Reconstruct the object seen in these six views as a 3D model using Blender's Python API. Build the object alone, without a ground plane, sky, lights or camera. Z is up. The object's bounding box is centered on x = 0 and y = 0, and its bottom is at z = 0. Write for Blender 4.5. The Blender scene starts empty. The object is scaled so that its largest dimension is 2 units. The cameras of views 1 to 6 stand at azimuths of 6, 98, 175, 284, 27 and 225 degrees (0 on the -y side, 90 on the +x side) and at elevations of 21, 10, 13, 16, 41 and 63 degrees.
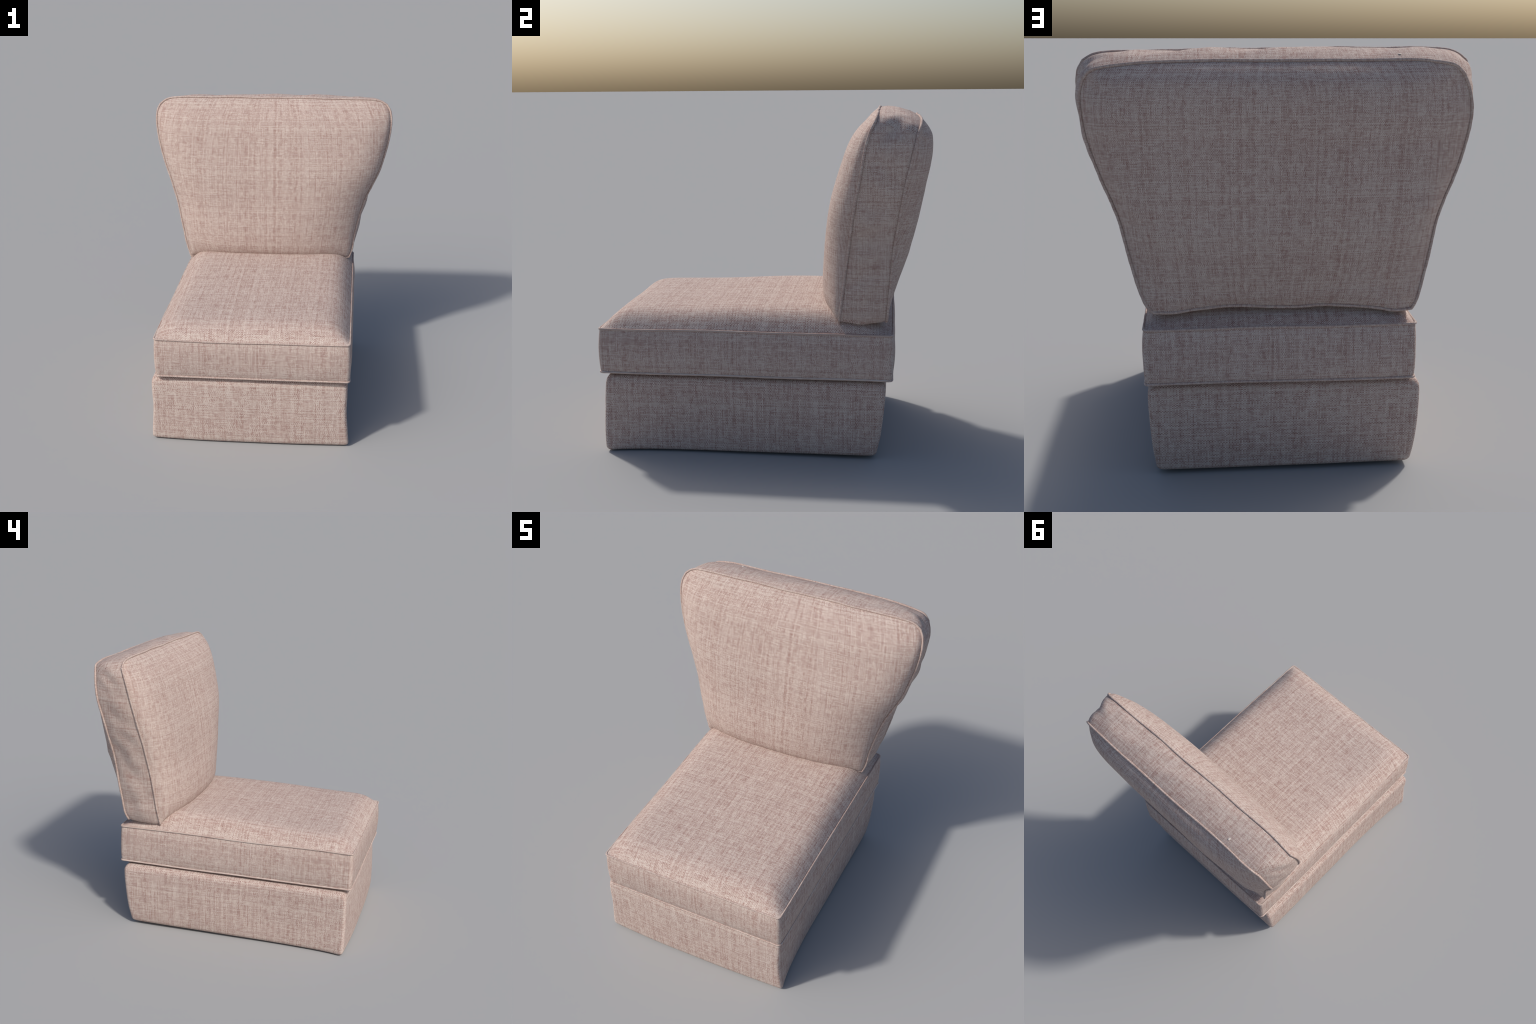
"""Armless slipper chair: upholstered box base, boxed seat cushion, flared back
cushion with welted (piped) seams, all in one rose/cream woven linen."""
import bpy, math
import numpy as np

rng = np.random.default_rng(7)

# ------------------------------------------------------------------ materials
CREAM = (0.53, 0.438, 0.392, 1)
CREAM_LIGHT = (0.66, 0.58, 0.53, 1)
ROSE = (0.41, 0.285, 0.250, 1)
ROSE_DARK = (0.275, 0.162, 0.142, 1)


class Nodes:
    """small helper for wiring shader nodes"""
    def __init__(self, tree):
        self.t = tree

    def new(self, kind, **kw):
        n = self.t.nodes.new(kind)
        for k, v in kw.items():
            setattr(n, k, v)
        return n

    def link(self, a, b):
        self.t.links.new(a, b)

    def math(self, op, a, b=None, c=None):
        n = self.new('ShaderNodeMath', operation=op)
        for i, v in enumerate((a, b, c)):
            if v is None:
                continue
            if hasattr(v, 'links'):
                self.link(v, n.inputs[i])
            else:
                n.inputs[i].default_value = v
        return n.outputs[0]

    def vec(self, x=0.0, y=0.0, z=0.0):
        n = self.new('ShaderNodeCombineXYZ')
        for i, v in enumerate((x, y, z)):
            if hasattr(v, 'links'):
                self.link(v, n.inputs[i])
            else:
                n.inputs[i].default_value = v
        return n.outputs[0]

    def noise(self, vec, scale=1.0, detail=1.0, rough=0.5):
        n = self.new('ShaderNodeTexNoise')
        self.link(vec, n.inputs['Vector'])
        n.inputs['Scale'].default_value = scale
        n.inputs['Detail'].default_value = detail
        n.inputs['Roughness'].default_value = rough
        return n.outputs['Fac']

    def white(self, vec):
        n = self.new('ShaderNodeTexWhiteNoise', noise_dimensions='3D')
        self.link(vec, n.inputs['Vector'])
        return n.outputs['Value']

    def ramp(self, fac, stops):
        n = self.new('ShaderNodeValToRGB')
        e = n.color_ramp.elements
        while len(e) < len(stops):
            e.new(0.5)
        for el, (p, c) in zip(e, stops):
            el.position = p
            el.color = c
        self.link(fac, n.inputs['Fac'])
        return n.outputs['Color']


def woven_fabric(name, across, along, pitch, seed, wrap=0.0, face=0.0, stretch=1.0):
    """Plain weave: pale warp threads run along axis `along`, rosy weft threads
    cross them; each thread drifts in tone (slubs), clusters make the streaks."""
    m = bpy.data.materials.new(name)
    m.use_nodes = True
    t = m.node_tree
    t.nodes.clear()
    N = Nodes(t)
    co = N.new('ShaderNodeTexCoord').outputs['Object']
    sep = N.new('ShaderNodeSeparateXYZ')
    N.link(co, sep.inputs[0])
    # hand-woven threads are never quite straight
    wob = N.noise(co, 9.0, 1.0)
    wob = N.math('MULTIPLY', N.math('SUBTRACT', wob, 0.5), 0.006)
    u = N.math('ADD', sep.outputs['XYZ'.index(across)], wob)
    if wrap:   # the cloth follows the rolled edges of a stuffed panel round to the sides
        lean = N.math('TANH', N.math('MULTIPLY', sep.outputs[0], 3.0))
        # depth behind the panel's leaning middle plane
        depth = N.math('SUBTRACT', sep.outputs[1], N.math('MULTIPLY_ADD', sep.outputs[2], 0.19, face))
        u = N.math('ADD', u, N.math('MULTIPLY', lean, N.math('MULTIPLY', depth, wrap)))
    v = N.math('SUBTRACT', sep.outputs['XYZ'.index(along)], wob)
    U = N.math('ADD', N.math('DIVIDE', u, pitch * 1.25), 500.0 + seed)
    V = N.math('ADD', N.math('DIVIDE', v, pitch * 0.85 * stretch), 500.0 + seed)
    fu, fv = N.math('FLOOR', U), N.math('FLOOR', V)
    over = N.math('MODULO', N.math('ADD', fu, fv), 2.0)          # 1: warp on top
    # slubs: tone along every single thread, and each thread's own dye
    warp = N.noise(N.vec(N.math('MULTIPLY', fu, 0.83), N.math('MULTIPLY', V, 0.085), seed), 1.0, 2.0)
    weft = N.noise(N.vec(N.math('MULTIPLY', U, 0.12), N.math('MULTIPLY', fv, 0.83), seed + 7), 1.0, 2.0)
    own_w = N.white(N.vec(fu, seed, 1.0))
    own_f = N.white(N.vec(fv, seed, 2.0))
    cell = N.white(N.vec(fu, fv, seed))
    # bundles of threads that took the dye together
    bw = N.noise(N.vec(N.math('MULTIPLY', U, 0.30), N.math('MULTIPLY', V, 0.040), seed + 3), 1.0, 2.5, 0.6)
    bf = N.noise(N.vec(N.math('MULTIPLY', U, 0.060), N.math('MULTIPLY', V, 0.34), seed + 5), 1.0, 2.5, 0.6)
    bundle = N.math('ADD', N.math('MULTIPLY', bw, 0.56), N.math('MULTIPLY', bf, 0.44))

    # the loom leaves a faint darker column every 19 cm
    col = N.math('ABSOLUTE', N.math('SUBTRACT', N.math('FRACT', N.math('ADD', N.math('DIVIDE', u, 0.186), 0.35 + seed)), 0.5))
    col = N.math('MULTIPLY', N.math('MAXIMUM', N.math('SUBTRACT', 1.0, N.math('MULTIPLY', col, 14.0)), 0.0), -0.10)
    col = N.math('MULTIPLY', col, N.noise(N.vec(U, N.math('MULTIPLY', V, 0.08), seed + 9), 1.0, 1.0))
    bundle = N.math('ADD', bundle, col)

    def tone(slub, own):
        t1 = N.math('ADD', N.math('MULTIPLY_ADD', slub, 0.50, N.math('MULTIPLY', bundle, 0.45)), 0.110)
        t2 = N.math('MULTIPLY_ADD', N.math('SUBTRACT', own, 0.5), 0.17, t1)
        return N.math('MULTIPLY_ADD', N.math('SUBTRACT', cell, 0.5), 0.12, t2)
    cw = N.ramp(tone(warp, own_w), [(0.42, ROSE), (0.55, CREAM), (0.72, CREAM_LIGHT)])
    cf = N.ramp(tone(weft, N.math('MULTIPLY_ADD', own_f, 0.9, 0.05)), [(0.45, ROSE_DARK), (0.58, ROSE), (0.68, CREAM)])
    mix = N.new('ShaderNodeMix', data_type='RGBA')
    N.link(over, mix.inputs['Factor'])
    N.link(cf, mix.inputs['A'])
    N.link(cw, mix.inputs['B'])
    # thread roundness for the bump
    ru = N.math('ABSOLUTE', N.math('SUBTRACT', N.math('FRACT', U), 0.5))
    rv = N.math('ABSOLUTE', N.math('SUBTRACT', N.math('FRACT', V), 0.5))
    rnd = N.new('ShaderNodeMix', data_type='FLOAT')
    N.link(over, rnd.inputs['Factor'])
    N.link(rv, rnd.inputs['A'])
    N.link(ru, rnd.inputs['B'])
    bump = N.new('ShaderNodeBump')
    bump.inputs['Strength'].default_value = 0.35
    bump.inputs['Distance'].default_value = 0.002
    N.link(N.math('SUBTRACT', 0.5, rnd.outputs['Result']), bump.inputs['Height'])
    b = N.new('ShaderNodeBsdfPrincipled')
    N.link(mix.outputs['Result'], b.inputs['Base Color'])
    b.inputs['Roughness'].default_value = 0.92
    b.inputs['Specular IOR Level'].default_value = 0.15
    N.link(bump.outputs['Normal'], b.inputs['Normal'])
    out = N.new('ShaderNodeOutputMaterial')
    N.link(b.outputs[0], out.inputs['Surface'])
    return m


def fabric_set(prefix, pitch, seed):
    return {
        'front': woven_fabric(prefix + '_fabric_front', 'X', 'Z', pitch, seed),
        'side': woven_fabric(prefix + '_fabric_side', 'Y', 'Z', pitch, seed + 11),
        'top': woven_fabric(prefix + '_fabric_top', 'X', 'Y', pitch, seed + 23, stretch=1.3),
        'cross': woven_fabric(prefix + '_fabric_cross', 'Z', 'Y', pitch, seed + 31),
    }


FAB_BASE = fabric_set('base', 0.0054, 3.0)
FAB_SEAT = fabric_set('seat', 0.0042, 41.0)
CORD = woven_fabric('piping_fabric', 'X', 'Z', 0.0023, 17.0)
FAB_BACK = fabric_set('back', 0.0038, 83.0)


# ------------------------------------------------------------------- helpers
def make_object(name, verts, faces, mats, mat_ids, parent, sharp=None):
    me = bpy.data.meshes.new(name)
    me.from_pydata([tuple(v) for v in verts], [], faces)
    for m in mats:
        me.materials.append(m)
    me.polygons.foreach_set('material_index', np.asarray(mat_ids, dtype=np.int32))
    me.polygons.foreach_set('use_smooth', np.ones(len(faces), dtype=bool))
    me.update()
    if sharp is not None:
        me.set_sharp_from_angle(angle=math.radians(sharp))
    ob = bpy.data.objects.new(name, me)
    bpy.context.scene.collection.objects.link(ob)
    ob.parent = parent
    return ob


def spline(pts, n, closed=False):
    """centripetal-ish Catmull-Rom through pts, resampled to n points by length"""
    p = np.asarray(pts, float)
    if closed:
        q = np.vstack([p[-1], p, p[0], p[1]])
    else:
        q = np.vstack([2 * p[0] - p[1], p, 2 * p[-1] - p[-2]])
    out = []
    for i in range(1, len(q) - 2):
        s = np.linspace(0, 1, 24, endpoint=False)[:, None]
        a, b, c, d = q[i - 1], q[i], q[i + 1], q[i + 2]
        out.append(0.5 * (2 * b + (c - a) * s + (2 * a - 5 * b + 4 * c - d) * s ** 2 + (3 * b - a - 3 * c + d) * s ** 3))
    out.append(q[-2][None])
    out = np.vstack(out)
    L = np.r_[0, np.cumsum(np.linalg.norm(np.diff(out, axis=0), axis=1))]
    t = np.linspace(0, L[-1], n + 1)[:-1]
    return np.stack([np.interp(t, L, out[:, k]) for k in range(p.shape[1])], 1)


def smooth_noise(x, y, seed, k=5):
    """cheap band-limited 2-D noise: sum of random plane waves, about -1..1"""
    r = np.random.default_rng(seed)
    s = np.zeros_like(np.asarray(x, float))
    for _ in range(k):
        a, ph = r.uniform(0, 2 * np.pi, 2)
        f = r.uniform(0.6, 1.4)
        s = s + np.sin(f * (x * math.cos(a) + y * math.sin(a)) + ph)
    return s / k * 1.6


def welt(name, loop, radius, outward, mat, parent):
    """piping: round cord swept along a closed seam"""
    P = np.asarray(loop)
    n, k = len(P), 10
    T = np.roll(P, -1, 0) - np.roll(P, 1, 0)
    T /= np.linalg.norm(T, axis=1)[:, None]
    O = outward - (outward * T).sum(1)[:, None] * T
    O /= np.linalg.norm(O, axis=1)[:, None]
    B = np.cross(T, O)
    rr = radius * (1 + 0.10 * np.sin(np.arange(n) * 0.9) * np.sin(np.arange(n) * 0.37))
    V = []
    for j in range(k):
        a = 2 * np.pi * j / k
        V.append(P + rr[:, None] * (math.cos(a) * O + math.sin(a) * B))
    V = np.stack(V, 1).reshape(-1, 3)
    F = [(i * k + j, ((i + 1) % n) * k + j, ((i + 1) % n) * k + (j + 1) % k, i * k + (j + 1) % k)
         for i in range(n) for j in range(k)]
    return make_object(name, V, F, [mat], [0] * len(F), parent)


def strip_faces(i0, i1, n, flip=False):
    f = [(i0 + i, i0 + (i + 1) % n, i1 + (i + 1) % n, i1 + i) for i in range(n)]
    return [q[::-1] for q in f] if flip else f


# ------------------------------------------------------------------ hierarchy
chair = bpy.data.objects.new('slipper_chair', None)
bpy.context.scene.collection.objects.link(chair)
chair['label'] = 'armless upholstered slipper chair in rose beige woven linen'
chair['category'] = 'chair'


# ----------------------------------------------------------------------- base
def rounded_quad(fl, fr, br, bl, rad, n_side=(64, 80, 64, 80), n_arc=7):
    """closed outline, counter-clockwise from the front left, rounded corners.
    Sides: front, right, rear, left."""
    C = [np.array(c, float) for c in (fl, fr, br, bl)]
    out = []
    for i in range(4):
        a, b, c = C[i], C[(i + 1) % 4], C[(i + 2) % 4]
        d = (b - a) / np.linalg.norm(b - a)
        e = (c - b) / np.linalg.norm(c - b)
        p0, p1 = a + d * rad, b - d * rad
        s = np.linspace(0, 1, n_side[i])[:, None]
        out.append(p0 + (p1 - p0) * s)
        t = np.linspace(0, 1, n_arc + 2)[1:-1][:, None]
        q1 = b + e * rad
        out.append((1 - t) ** 2 * p1 + 2 * t * (1 - t) * b + t ** 2 * q1)
    return np.vstack(out)


def build_base():
    # z, left x, right x, front y, rear y : the slip cover falls slightly inwards
    prof = np.array([
        [0.000, -0.652, 0.572, -0.921, 0.661],
        [0.030, -0.658, 0.576, -0.926, 0.668],
        [0.075, -0.665, 0.581, -0.929, 0.676],
        [0.125, -0.670, 0.587, -0.930, 0.686],
        [0.190, -0.675, 0.592, -0.930, 0.693],
        [0.245, -0.678, 0.596, -0.929, 0.699],
        [0.310, -0.680, 0.599, -0.927, 0.705],
        [0.350, -0.681, 0.601, -0.925, 0.709],
        [0.400, -0.681, 0.602, -0.922, 0.712],
        [0.430, -0.679, 0.601, -0.918, 0.713],
    ])
    rows = []
    # underside, then rolled bottom edge
    for inset, z in ((0.25, 0.012), (0.05, 0.010), (0.024, 0.002)):
        rows.append((z, inset))
    rows += [(0.0, 0.014), (0.004, 0.008), (0.009, 0.004), (0.016, 0.001)]
    rows += [(z, 0.0) for z in np.linspace(0.024, 0.420, 34)]
    rows += [(0.430, 0.0015), (0.440, 0.0055), (0.449, 0.012), (0.455, 0.021), (0.459, 0.033), (0.461, 0.050), (0.462, 0.25)]
    loops = []
    for z, ins in rows:
        lx, rx, fy, by = [np.interp(z, prof[:, 0], prof[:, k]) for k in range(1, 5)]
        rad = 0.028
        L = rounded_quad((lx + ins, fy + ins), (rx - ins, fy + ins), (rx - ins, by - ins), (lx + ins, by - ins), rad)
        x, y = L[:, 0].copy(), L[:, 1].copy()
        cx, cy = (lx + rx) / 2, (fy + by) / 2
        # side skirts flare out at the two front corners near the floor
        fade = np.clip(1 - z / 0.26, 0, 1) ** 1.3
        flare = 0.047 * np.exp(-np.clip(y - fy, 0, None) / 0.15) * fade
        x += np.sign(x - cx) * flare * np.clip(np.abs(x - cx) / 0.6, 0, 1) ** 2
        # panels belly a little between the corners
        sx = np.clip(1 - ((x - cx) / 0.66) ** 2, 0, 1)
        y += np.where(y < cy, -1, 1) * sx * (0.017 if ins < 0.1 else 0) * np.where(y < cy, 1, 0.2)
        # side panels are drawn in behind the front corners
        x -= np.sign(x - cx) * 0.010 * np.exp(-((y + 0.42) / 0.30) ** 2) * np.clip(z / 0.15, 0, 1) * (np.abs(x - cx) > 0.55)
        w = 0.0022 * smooth_noise((x + y) * 9, z * 11, 5)
        x += w * np.sign(x - cx)
        y += w * np.sign(y - cy)
        lift = 0.013 * np.clip((y + 0.92) / 1.58, 0, 1)
        zz = z + lift * max(0.0, 1 - z / 0.2) + 0.002 * smooth_noise(x * 6, y * 6, 8) * (z > 0.42)
        zz = zz + 0.004
        zz = np.maximum(zz, 0.0) if np.ndim(zz) else np.full(len(x), max(zz, 0.0))
        loops.append(np.stack([x, y, zz], 1))
    n = len(loops[0])
    V = list(np.vstack(loops))
    F = []
    for i in range(len(loops) - 1):
        F += strip_faces(i * n, (i + 1) * n, n)
    F.append(tuple(range(n))[::-1])
    F.append(tuple(range((len(loops) - 1) * n, len(loops) * n)))
    # pick the cloth direction by panel
    Va = np.array(V)
    ids = []
    per = np.array([len(f) for f in F])
    for f in F:
        p = Va[list(f)[:4]]
        nrm = np.abs(np.cross(p[2] - p[0], p[3] - p[1]))
        ids.append([1, 0, 2][int(np.argmax(nrm))])
    m = FAB_BASE
    return make_object('base', V, F, [m['front'], m['side'], m['top']], ids, chair)


# --------------------------------------------------------------- seat cushion
def build_seat():
    n_side, n_arc = (90, 120, 90, 120), 7
    xl, xr, yf, yb = -0.644, 0.612, -0.947, 0.750
    z_bot, z_top = 0.484, 0.744

    def outline(dx=0.0, rad=0.026):
        L = rounded_quad((xl - dx, yf - dx), (xr + dx, yf - dx), (xr + dx, yb + dx), (xl - dx, yb + dx), rad, n_side, n_arc)
        return L
    top_seam = outline()
    n = len(top_seam)
    ctr = np.array([(xl + xr) / 2, (yf + yb) / 2])

    def seam_z(L, seed, amp):
        return amp * smooth_noise(L[:, 0] * 7, L[:, 1] * 7, seed)
    V, F, ids, loops = [], [], [], []
    # boxing strip, stuffed a little outwards
    m = 14
    out = np.zeros_like(top_seam)
    T = np.roll(top_seam, -1, 0) - np.roll(top_seam, 1, 0)
    out[:, 0], out[:, 1] = T[:, 1], -T[:, 0]
    out /= np.linalg.norm(out, axis=1)[:, None]
    zt = z_top + seam_z(top_seam, 21, 0.003)
    zb = z_bot + seam_z(top_seam, 22, 0.003)
    sag = -0.006 * np.clip(1 - ((top_seam[:, 0] - ctr[0]) / 0.62) ** 2, 0, 1) * (top_seam[:, 1] < -0.9)
    zt = zt + sag
    # along each panel the belly grows away from the corners
    cor = np.array([(xl, yf), (xr, yf), (xr, yb), (xl, yb)])
    dc = np.min(np.linalg.norm(top_seam[:, None] - cor[None], axis=2), axis=1)
    belly = np.clip(dc / 0.15, 0, 1)
    belly = belly * belly * (3 - 2 * belly)
    for j in range(m + 1):
        s = j / m
        b = (0.008 + 0.008 * belly) * (4 * s * (1 - s)) ** 0.7
        b = b + 0.002 * smooth_noise((top_seam[:, 0] + top_seam[:, 1]) * 12, np.full(n, s * 3), 31) * math.sin(math.pi * s)
        P = top_seam + out * (b - 0.003)[:, None]
        loops.append(np.c_[P, zb + (zt - zb) * s])
    base_i = 0
    for L in loops:
        V.append(L)
    for j in range(m):
        F += strip_faces(j * n, (j + 1) * n, n)
        ids += [0 if abs(out[i, 1]) > abs(out[i, 0]) else 1 for i in range(n)]

    def dome(seam_idx, height, roll, sign, z_edge, rings, flip):
        """stuffed panel closing the loop whose vertices start at seam_idx"""
        nonlocal base_i
        start = sum(len(v) for v in V)
        S = loops[seam_idx][:, :2]
        prev = seam_idx * n
        for k, r in enumerate(rings):
            P = ctr + (S - ctr) * r
            dx = np.minimum(P[:, 0] - xl, xr - P[:, 0]).clip(0)
            dy = np.minimum(P[:, 1] - yf, yb - P[:, 1]).clip(0)
            h = height * np.tanh(dx / roll) * np.tanh(dy / roll)
            h = h + 0.0022 * smooth_noise(P[:, 0] * 6, P[:, 1] * 6, 55) * np.tanh(dx / 0.1) * np.tanh(dy / 0.1)
            # the pad is a little fuller towards the backrest
            h = h * (1 + (sign > 0) * 0.16 * np.tanh((P[:, 1] + 0.22) / 0.28) * (0.82 - 0.18 * np.tanh(P[:, 0] / 0.2)))
            # and slopes off towards its rear edge, under the backrest
            h = h * np.where(sign > 0, np.tanh((yb - P[:, 1]).clip(0.001) / 0.19) / np.tanh((yb - P[:, 1]).clip(0.001) / roll), 1.0)
            z = ctr_z(z_edge, r) + sign * h
            V.append(np.c_[P, z])
            cur = start + k * n
            F.extend(strip_faces(prev, cur, n, flip))
            ids.extend([2] * n)
            prev = cur
        c = start + len(rings) * n
        V.append(np.array([[ctr[0], ctr[1], float(np.mean(V[-1][:, 2]))]]))
        for i in range(n):
            q = (prev + i, prev + (i + 1) % n, c)
            F.append(q[::-1] if flip else q)
            ids.append(2)

    def ctr_z(z_edge, r):
        return z_edge * r ** 3 + float(np.mean(z_edge)) * (1 - r ** 3)
    rings = 1 - np.linspace(0.004, 0.98, 64) ** 1.25
    dome(m, 0.113, 0.085, +1, zt, rings, False)
    dome(0, 0.020, 0.035, -1, zb, rings, True)
    mt = FAB_SEAT
    ob = make_object('seat_cushion', np.vstack(V), F, [mt['front'], mt['side'], mt['top']], ids, chair, sharp=50)
    o3 = np.c_[out, np.zeros(n)]
    lo = loops[m] + o3 * 0.002
    welt('seat_piping', lo, 0.0062, o3, CORD, ob)
    lo = loops[0] + o3 * 0.002
    welt('seat_piping', lo, 0.0062, o3, CORD, ob)
    return ob


# --------------------------------------------------------------- back cushion
FRONT = {   # welt of the front panel, as (x, y, z) along each side
    'bottom': [(-.629, .450, .792), (-.56, .448, .806), (-.30, .435, .806), (0, .430, .806), (.30, .435, .806), (.50, .447, .812), (.580, .450, .814)],
    'right': [(.580, .450, .814), (.602, .457, .880), (.615, .468, .972), (.637, .480, 1.072), (.663, .493, 1.171), (.697, .504, 1.27),
              (.743, .517, 1.367), (.789, .534, 1.463), (.829, .555, 1.59), (.857, .576, 1.708), (.870, .599, 1.816), (.862, .622, 1.892), (.836, .643, 1.936)],
    'top': [(.836, .643, 1.936), (.784, .652, 1.963), (.68, .651, 1.973), (.33, .648, 1.980), (-.06, .647, 1.984), (-.40, .647, 1.986), (-.70, .648, 1.985), (-.80, .650, 1.970), (-.853, .643, 1.934)],
    'left': [(-.853, .643, 1.934), (-.872, .621, 1.888), (-.876, .599, 1.82), (-.866, .580, 1.725), (-.846, .562, 1.629), (-.810, .539, 1.50), (-.774, .522, 1.395),
             (-.737, .504, 1.27), (-.716, .494, 1.189), (-.698, .483, 1.089), (-.680, .471, .997), (-.663, .460, .904), (-.629, .450, .792)],
}
REAR = {
    'bottom': [(-.630, .690, .803), (-.54, .708, .802), (-.44, .703, .818), (-.217, .695, .832), (-.096, .692, .825), (.024, .692, .828), (.20, .696, .838), (.367, .705, .828), (.47, .712, .816), (.563, .712, .817)],
    'right': [(.563, .712, .817), (.592, .718, .852), (.621, .722, .925), (.653, .732, 1.048), (.677, .743, 1.155), (.697, .750, 1.245), (.726, .761, 1.334),
              (.763, .774, 1.43), (.810, .798, 1.574), (.830, .818, 1.666), (.838, .846, 1.79), (.818, .862, 1.868)],
    'top': [(.818, .862, 1.868), (.775, .876, 1.906), (.654, .884, 1.926), (.48, .888, 1.936), (.25, .887, 1.940), (-.293, .886, 1.941), (-.571, .886, 1.942), (-.654, .887, 1.936), (-.742, .881, 1.921), (-.788, .865, 1.882)],
    'left': [(-.788, .865, 1.882), (-.820, .850, 1.809), (-.836, .830, 1.71), (-.822, .799, 1.579), (-.789, .777, 1.447), (-.746, .760, 1.327), (-.715, .748, 1.221),
             (-.693, .736, 1.082), (-.670, .723, .957), (-.650, .712, .860), (-.630, .690, .803)],
}
SIDE_N = {'bottom': 90, 'right': 110, 'top': 130, 'left': 110}


def seam_loop(sides):
    return np.vstack([spline(sides[k], SIDE_N[k]) for k in ('bottom', 'right', 'top', 'left')])


def outline_normal(L):
    T = np.roll(L, -1, 0) - np.roll(L, 1, 0)
    o = np.zeros_like(L)
    o[:, 0], o[:, 2] = T[:, 2], -T[:, 0]
    o /= np.linalg.norm(o, axis=1)[:, None]
    for _ in range(4):
        o = (np.roll(o, 1, 0) + 2 * o + np.roll(o, -1, 0))
        o /= np.linalg.norm(o, axis=1)[:, None]
    return o


def build_back():
    A, B = seam_loop(FRONT), seam_loop(REAR)
    n = len(A)
    nb, nr, nt = SIDE_N['bottom'], SIDE_N['right'], SIDE_N['top']
    idx = np.arange(n)
    is_bottom = idx < nb
    is_top = (idx >= nb + nr) & (idx < nb + nr + nt)
    top_w = np.clip(np.minimum(idx - (nb + nr), nb + nr + nt - idx) / 18.0, 0, 1) * is_top
    # the welts wander a few millimetres
    phi = 2 * np.pi * idx / n
    around = lambda waves, seed, s=0.0: smooth_noise(waves * np.cos(phi) + s, waves * np.sin(phi) - s, seed)
    A[:, 1] += 0.003 * around(12, 61)
    A[:, 2] += 0.0025 * around(18, 62) * top_w
    B[:, 1] += 0.003 * around(11, 63)
    B[:, 2] += 0.0025 * around(15, 64) * top_w
    out = outline_normal((A + B) / 2)
    # ---- boxing strip between the two welts
    m = 20
    loops = []
    amp = np.where(is_bottom, 0.014, 0.018) + 0.006 * top_w
    tr = nb + nr                      # index of the upper right corner
    for j in range(m + 1):
        s = j / m
        P = A + (B - A) * s
        b = amp * (4 * s * (1 - s)) ** 0.75
        # gathers pulled from the front welt, fading to the rear
        g = around(34, 71, 2 * s) * around(13, 74, s) * 0.006 * top_w
        g = g + around(26, 72, 4 * s) * 0.005 + around(60, 73, 9 * s) * 0.002 + around(17, 75, 7 * s) * 0.004
        b = b + g * math.sin(math.pi * min(1, s * 1.0)) ** 0.6
        # a deep tuck at the upper right corner
        k = (idx - tr) / 6.0
        b = b - 0.020 * np.exp(-(k + 0.4 - 3.0 * (s - .45)) ** 2) * np.exp(-((s - 0.40) / 0.20) ** 2)
        b = b + 0.008 * np.exp(-(k - 1.3 - 3.0 * (s - .45)) ** 2) * np.exp(-((s - 0.40) / 0.22) ** 2)
        loops.append(P + out * (b - 0.003)[:, None])
    V = [L for L in loops]
    F, ids = [], []
    for j in range(m):
        F += strip_faces(j * n, (j + 1) * n, n)
        ids += [2 if abs(out[i, 2]) > 0.6 else 3 for i in range(n)]

    C = np.array([-0.01, 1.40])

    def panel(seam_idx, sign, amp_z, full, roll, lip, rings, flip, seed, slot):
        S = loops[seam_idx]
        start = sum(len(v) for v in V)
        # mean seam depth as a function of height
        zs = S[nb:nb + nr, 2]
        ys = 0.5 * (S[nb:nb + nr, 1] + np.interp(zs, S[nb + nr + nt:, 2][::-1], S[nb + nr + nt:, 1][::-1]))
        o = np.argsort(zs)
        zs, ys = zs[o], ys[o]

        def base_y(z):
            zz = np.clip(z, 0.86, 1.93)
            return np.interp(zz, zs, ys) + (z - zz) * 0.12
        XZ = S[:, [0, 2]]
        parts = np.split(XZ, [nb, nb + nr, nb + nr + nt])      # bottom, right, top, left
        run = np.linspace(0.01, 0.25, 25)[:, None]

        def extend(q):              # let every side run on past its corners
            a, b = q[0] - q[6], q[-1] - q[-7]
            a, b = a / np.linalg.norm(a), b / np.linalg.norm(b)
            return np.vstack([q[0] + a * run, q, q[-1] + b * run])
        parts = [extend(q) for q in parts]
        H, PP = [], []
        for r in rings:
            P = C + (XZ - C) * r
            d = [np.min(np.linalg.norm(P[:, None] - q[None], axis=2), axis=1) for q in parts]
            e = np.ones(n)
            for dk, rk in zip(d, roll):
                e = e * (1 - np.exp(-dk / (rk(P[:, 1]) if callable(rk) else rk)))
            near = np.minimum.reduce(d)
            e = e + lip * (1 - np.exp(-near / 0.014)) * np.exp(-near / 0.2)
            H.append(np.interp(P[:, 1], amp_z[0], amp_z[1]) * full(P[:, 0], P[:, 1]) * e)
            PP.append(P)
        prev = seam_idx * n
        for k, r in enumerate(rings):
            P = PP[k]
            y = base_y(P[:, 1]) + (S[:, 1] - base_y(S[:, 2])) * r ** 6
            w = 0.004 * smooth_noise(P[:, 0] * 6, P[:, 1] * 6, seed) * min(1, (1 - r) * 5)
            y = y + sign * (H[k] + w)
            V.append(np.c_[P[:, 0], y, P[:, 1]])
            cur = start + k * n
            F.extend(strip_faces(prev, cur, n, flip))
            ids.extend([slot] * n)
            prev = cur
        c = start + len(rings) * n
        V.append(np.array([[C[0], float(np.mean(V[-1][:, 1])), C[1]]]))
        for i in range(n):
            q = (prev + i, prev + (i + 1) % n, c)
            F.append(q[::-1] if flip else q)
            ids.append(slot)

    rings = 1 - np.linspace(0.0, 0.985, 73)[1:] ** 1.35
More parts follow.
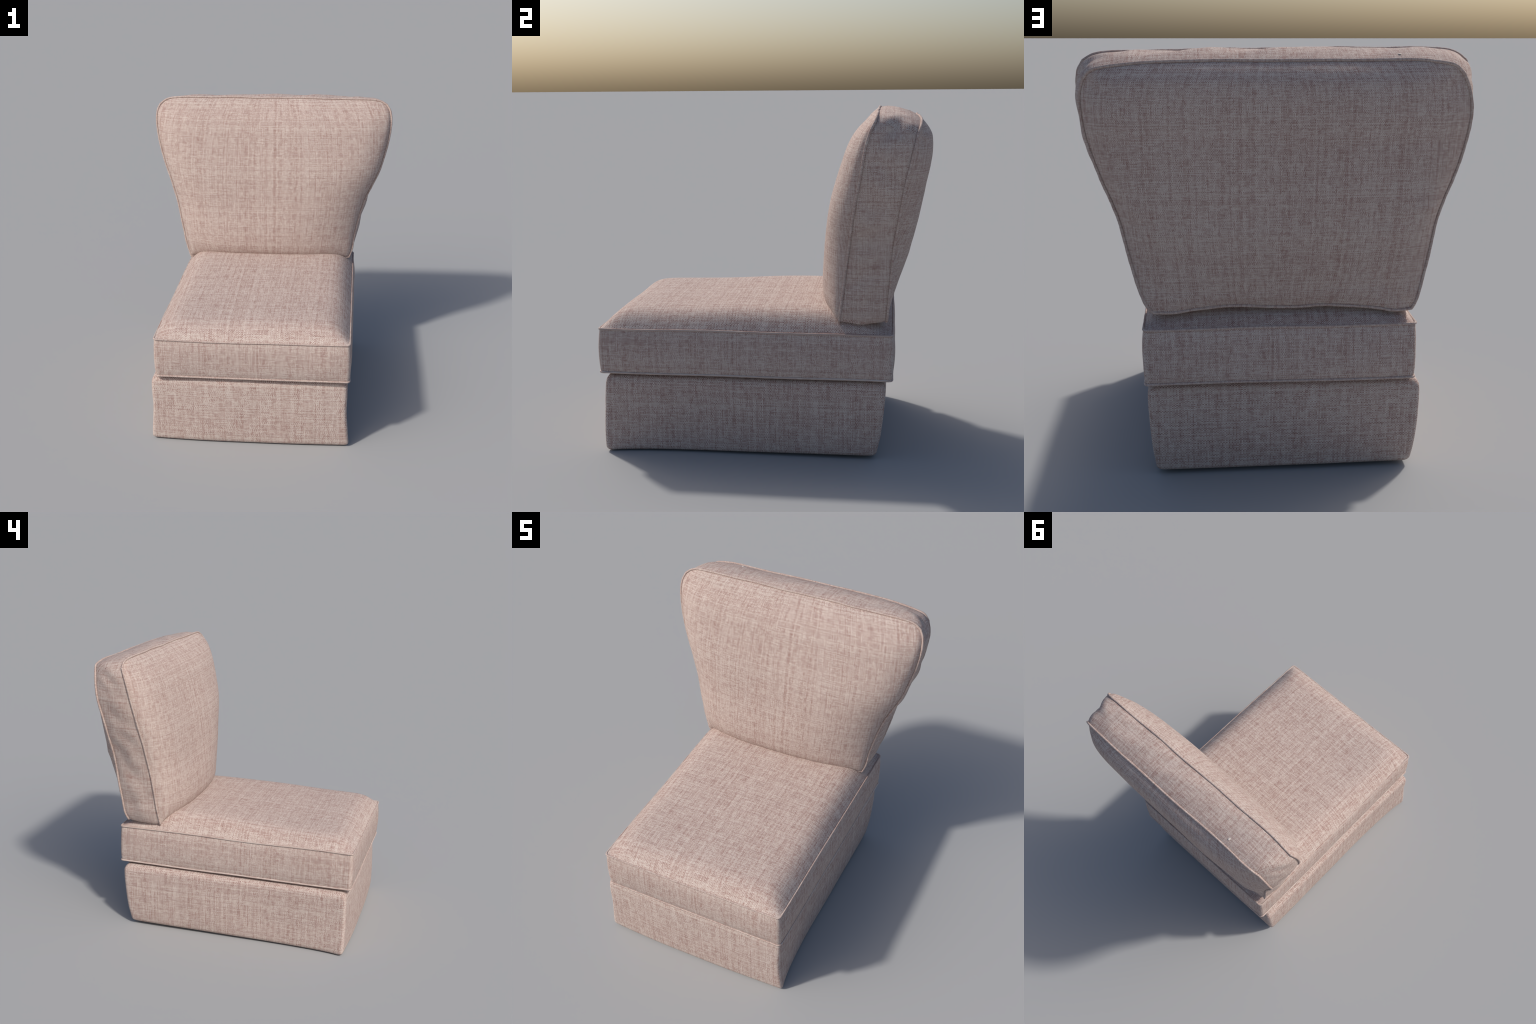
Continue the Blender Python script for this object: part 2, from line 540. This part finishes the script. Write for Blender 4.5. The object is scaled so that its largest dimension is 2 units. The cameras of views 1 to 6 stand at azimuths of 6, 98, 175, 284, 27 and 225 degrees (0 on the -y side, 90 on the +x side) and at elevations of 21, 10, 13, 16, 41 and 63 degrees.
    # rolls: how softly the stuffing falls away towards bottom, right, top, left
    rear_right = lambda z: np.interp(z, [1.05, 1.3, 1.6], [0.09, 0.05, 0.08])
    rear_left = lambda z: np.interp(z, [1.05, 1.3, 1.6], [0.08, 0.05, 0.15])
    front_right = lambda z: np.interp(z, [1.05, 1.4], [0.17, 0.14])
    full = lambda x, z: 1.02 - np.interp(z, [0.95, 1.2], [-0.05, 0.055]) * np.tanh((0.1 - x) / 0.25)     # stuffing shifted to one side
    panel(0, -1, ([0.8, 1.0, 1.2, 1.5, 1.7, 2.0], [.150, .150, .155, .158, .150, .158]), full, (0.055, front_right, 0.17, 0.130), 0.17, rings, True, 91, 0)
    full = lambda x, z: 1 + 0.10 * np.exp(-((x + 0.22) / 0.16) ** 2 - ((z - 1.28) / 0.18) ** 2)
    panel(m, +1, ([0.8, 0.92, 1.05, 1.2, 1.4, 1.55, 1.7, 2.0], [.030, .034, .060, .092, .115, .124, .126, .126]), full, (0.07, rear_right, 0.08, rear_left), 0.04, rings, False, 92, 1)
    mt = dict(FAB_BACK, front=woven_fabric('back_fabric_face', 'X', 'Z', 0.0038, 83.0, 0.7, 0.13),
              side=woven_fabric('back_fabric_rear', 'X', 'Z', 0.0038, 97.0, -0.7, 0.61))
    ob = make_object('back_cushion', np.vstack(V), F, [mt['front'], mt['side'], mt['top'], mt['cross']], ids, chair, sharp=55)
    welt('back_piping', loops[0] + out * 0.005, 0.0072, out, CORD, ob)
    welt('back_piping', loops[m] + out * 0.005, 0.0072, out, CORD, ob)
    # one pale tuft of lint caught on the top of the boxing strip
    spot = np.array([-0.515, 0.829, 1.963])
    ring = np.vstack(loops)
    at = ring[np.argmin(np.linalg.norm(ring - spot, axis=1))]
    r = np.random.default_rng(5)
    vs, fs = [], []
    for i in range(7):
        for j in range(10):
            a, b = math.pi * i / 6, 2 * math.pi * j / 10
            q = 0.0080 * (1 + 0.12 * r.standard_normal())
            vs.append(at + np.array([q * math.sin(a) * math.cos(b), 1.4 * q * math.sin(a) * math.sin(b), 0.14 * q * math.cos(a) - 0.2 * q * math.sin(a) * math.sin(b) + 0.0012]))
    for i in range(6):
        fs += [(i * 10 + j, (i + 1) * 10 + j, (i + 1) * 10 + (j + 1) % 10, i * 10 + (j + 1) % 10) for j in range(10)]
    fluff = bpy.data.materials.new('lint_fluff')
    fluff.use_nodes = True
    N = Nodes(fluff.node_tree)
    p = fluff.node_tree.nodes['Principled BSDF']
    co = N.new('ShaderNodeTexCoord').outputs['Object']
    N.link(N.ramp(N.noise(co, 400.0), [(0.3, CREAM), (0.6, (0.75, 0.70, 0.64, 1))]), p.inputs['Base Color'])
    p.inputs['Roughness'].default_value = 1.0
    make_object('lint', vs, fs, [fluff], [0] * len(fs), ob)
    return ob


build_base()
build_seat()
back = build_back()
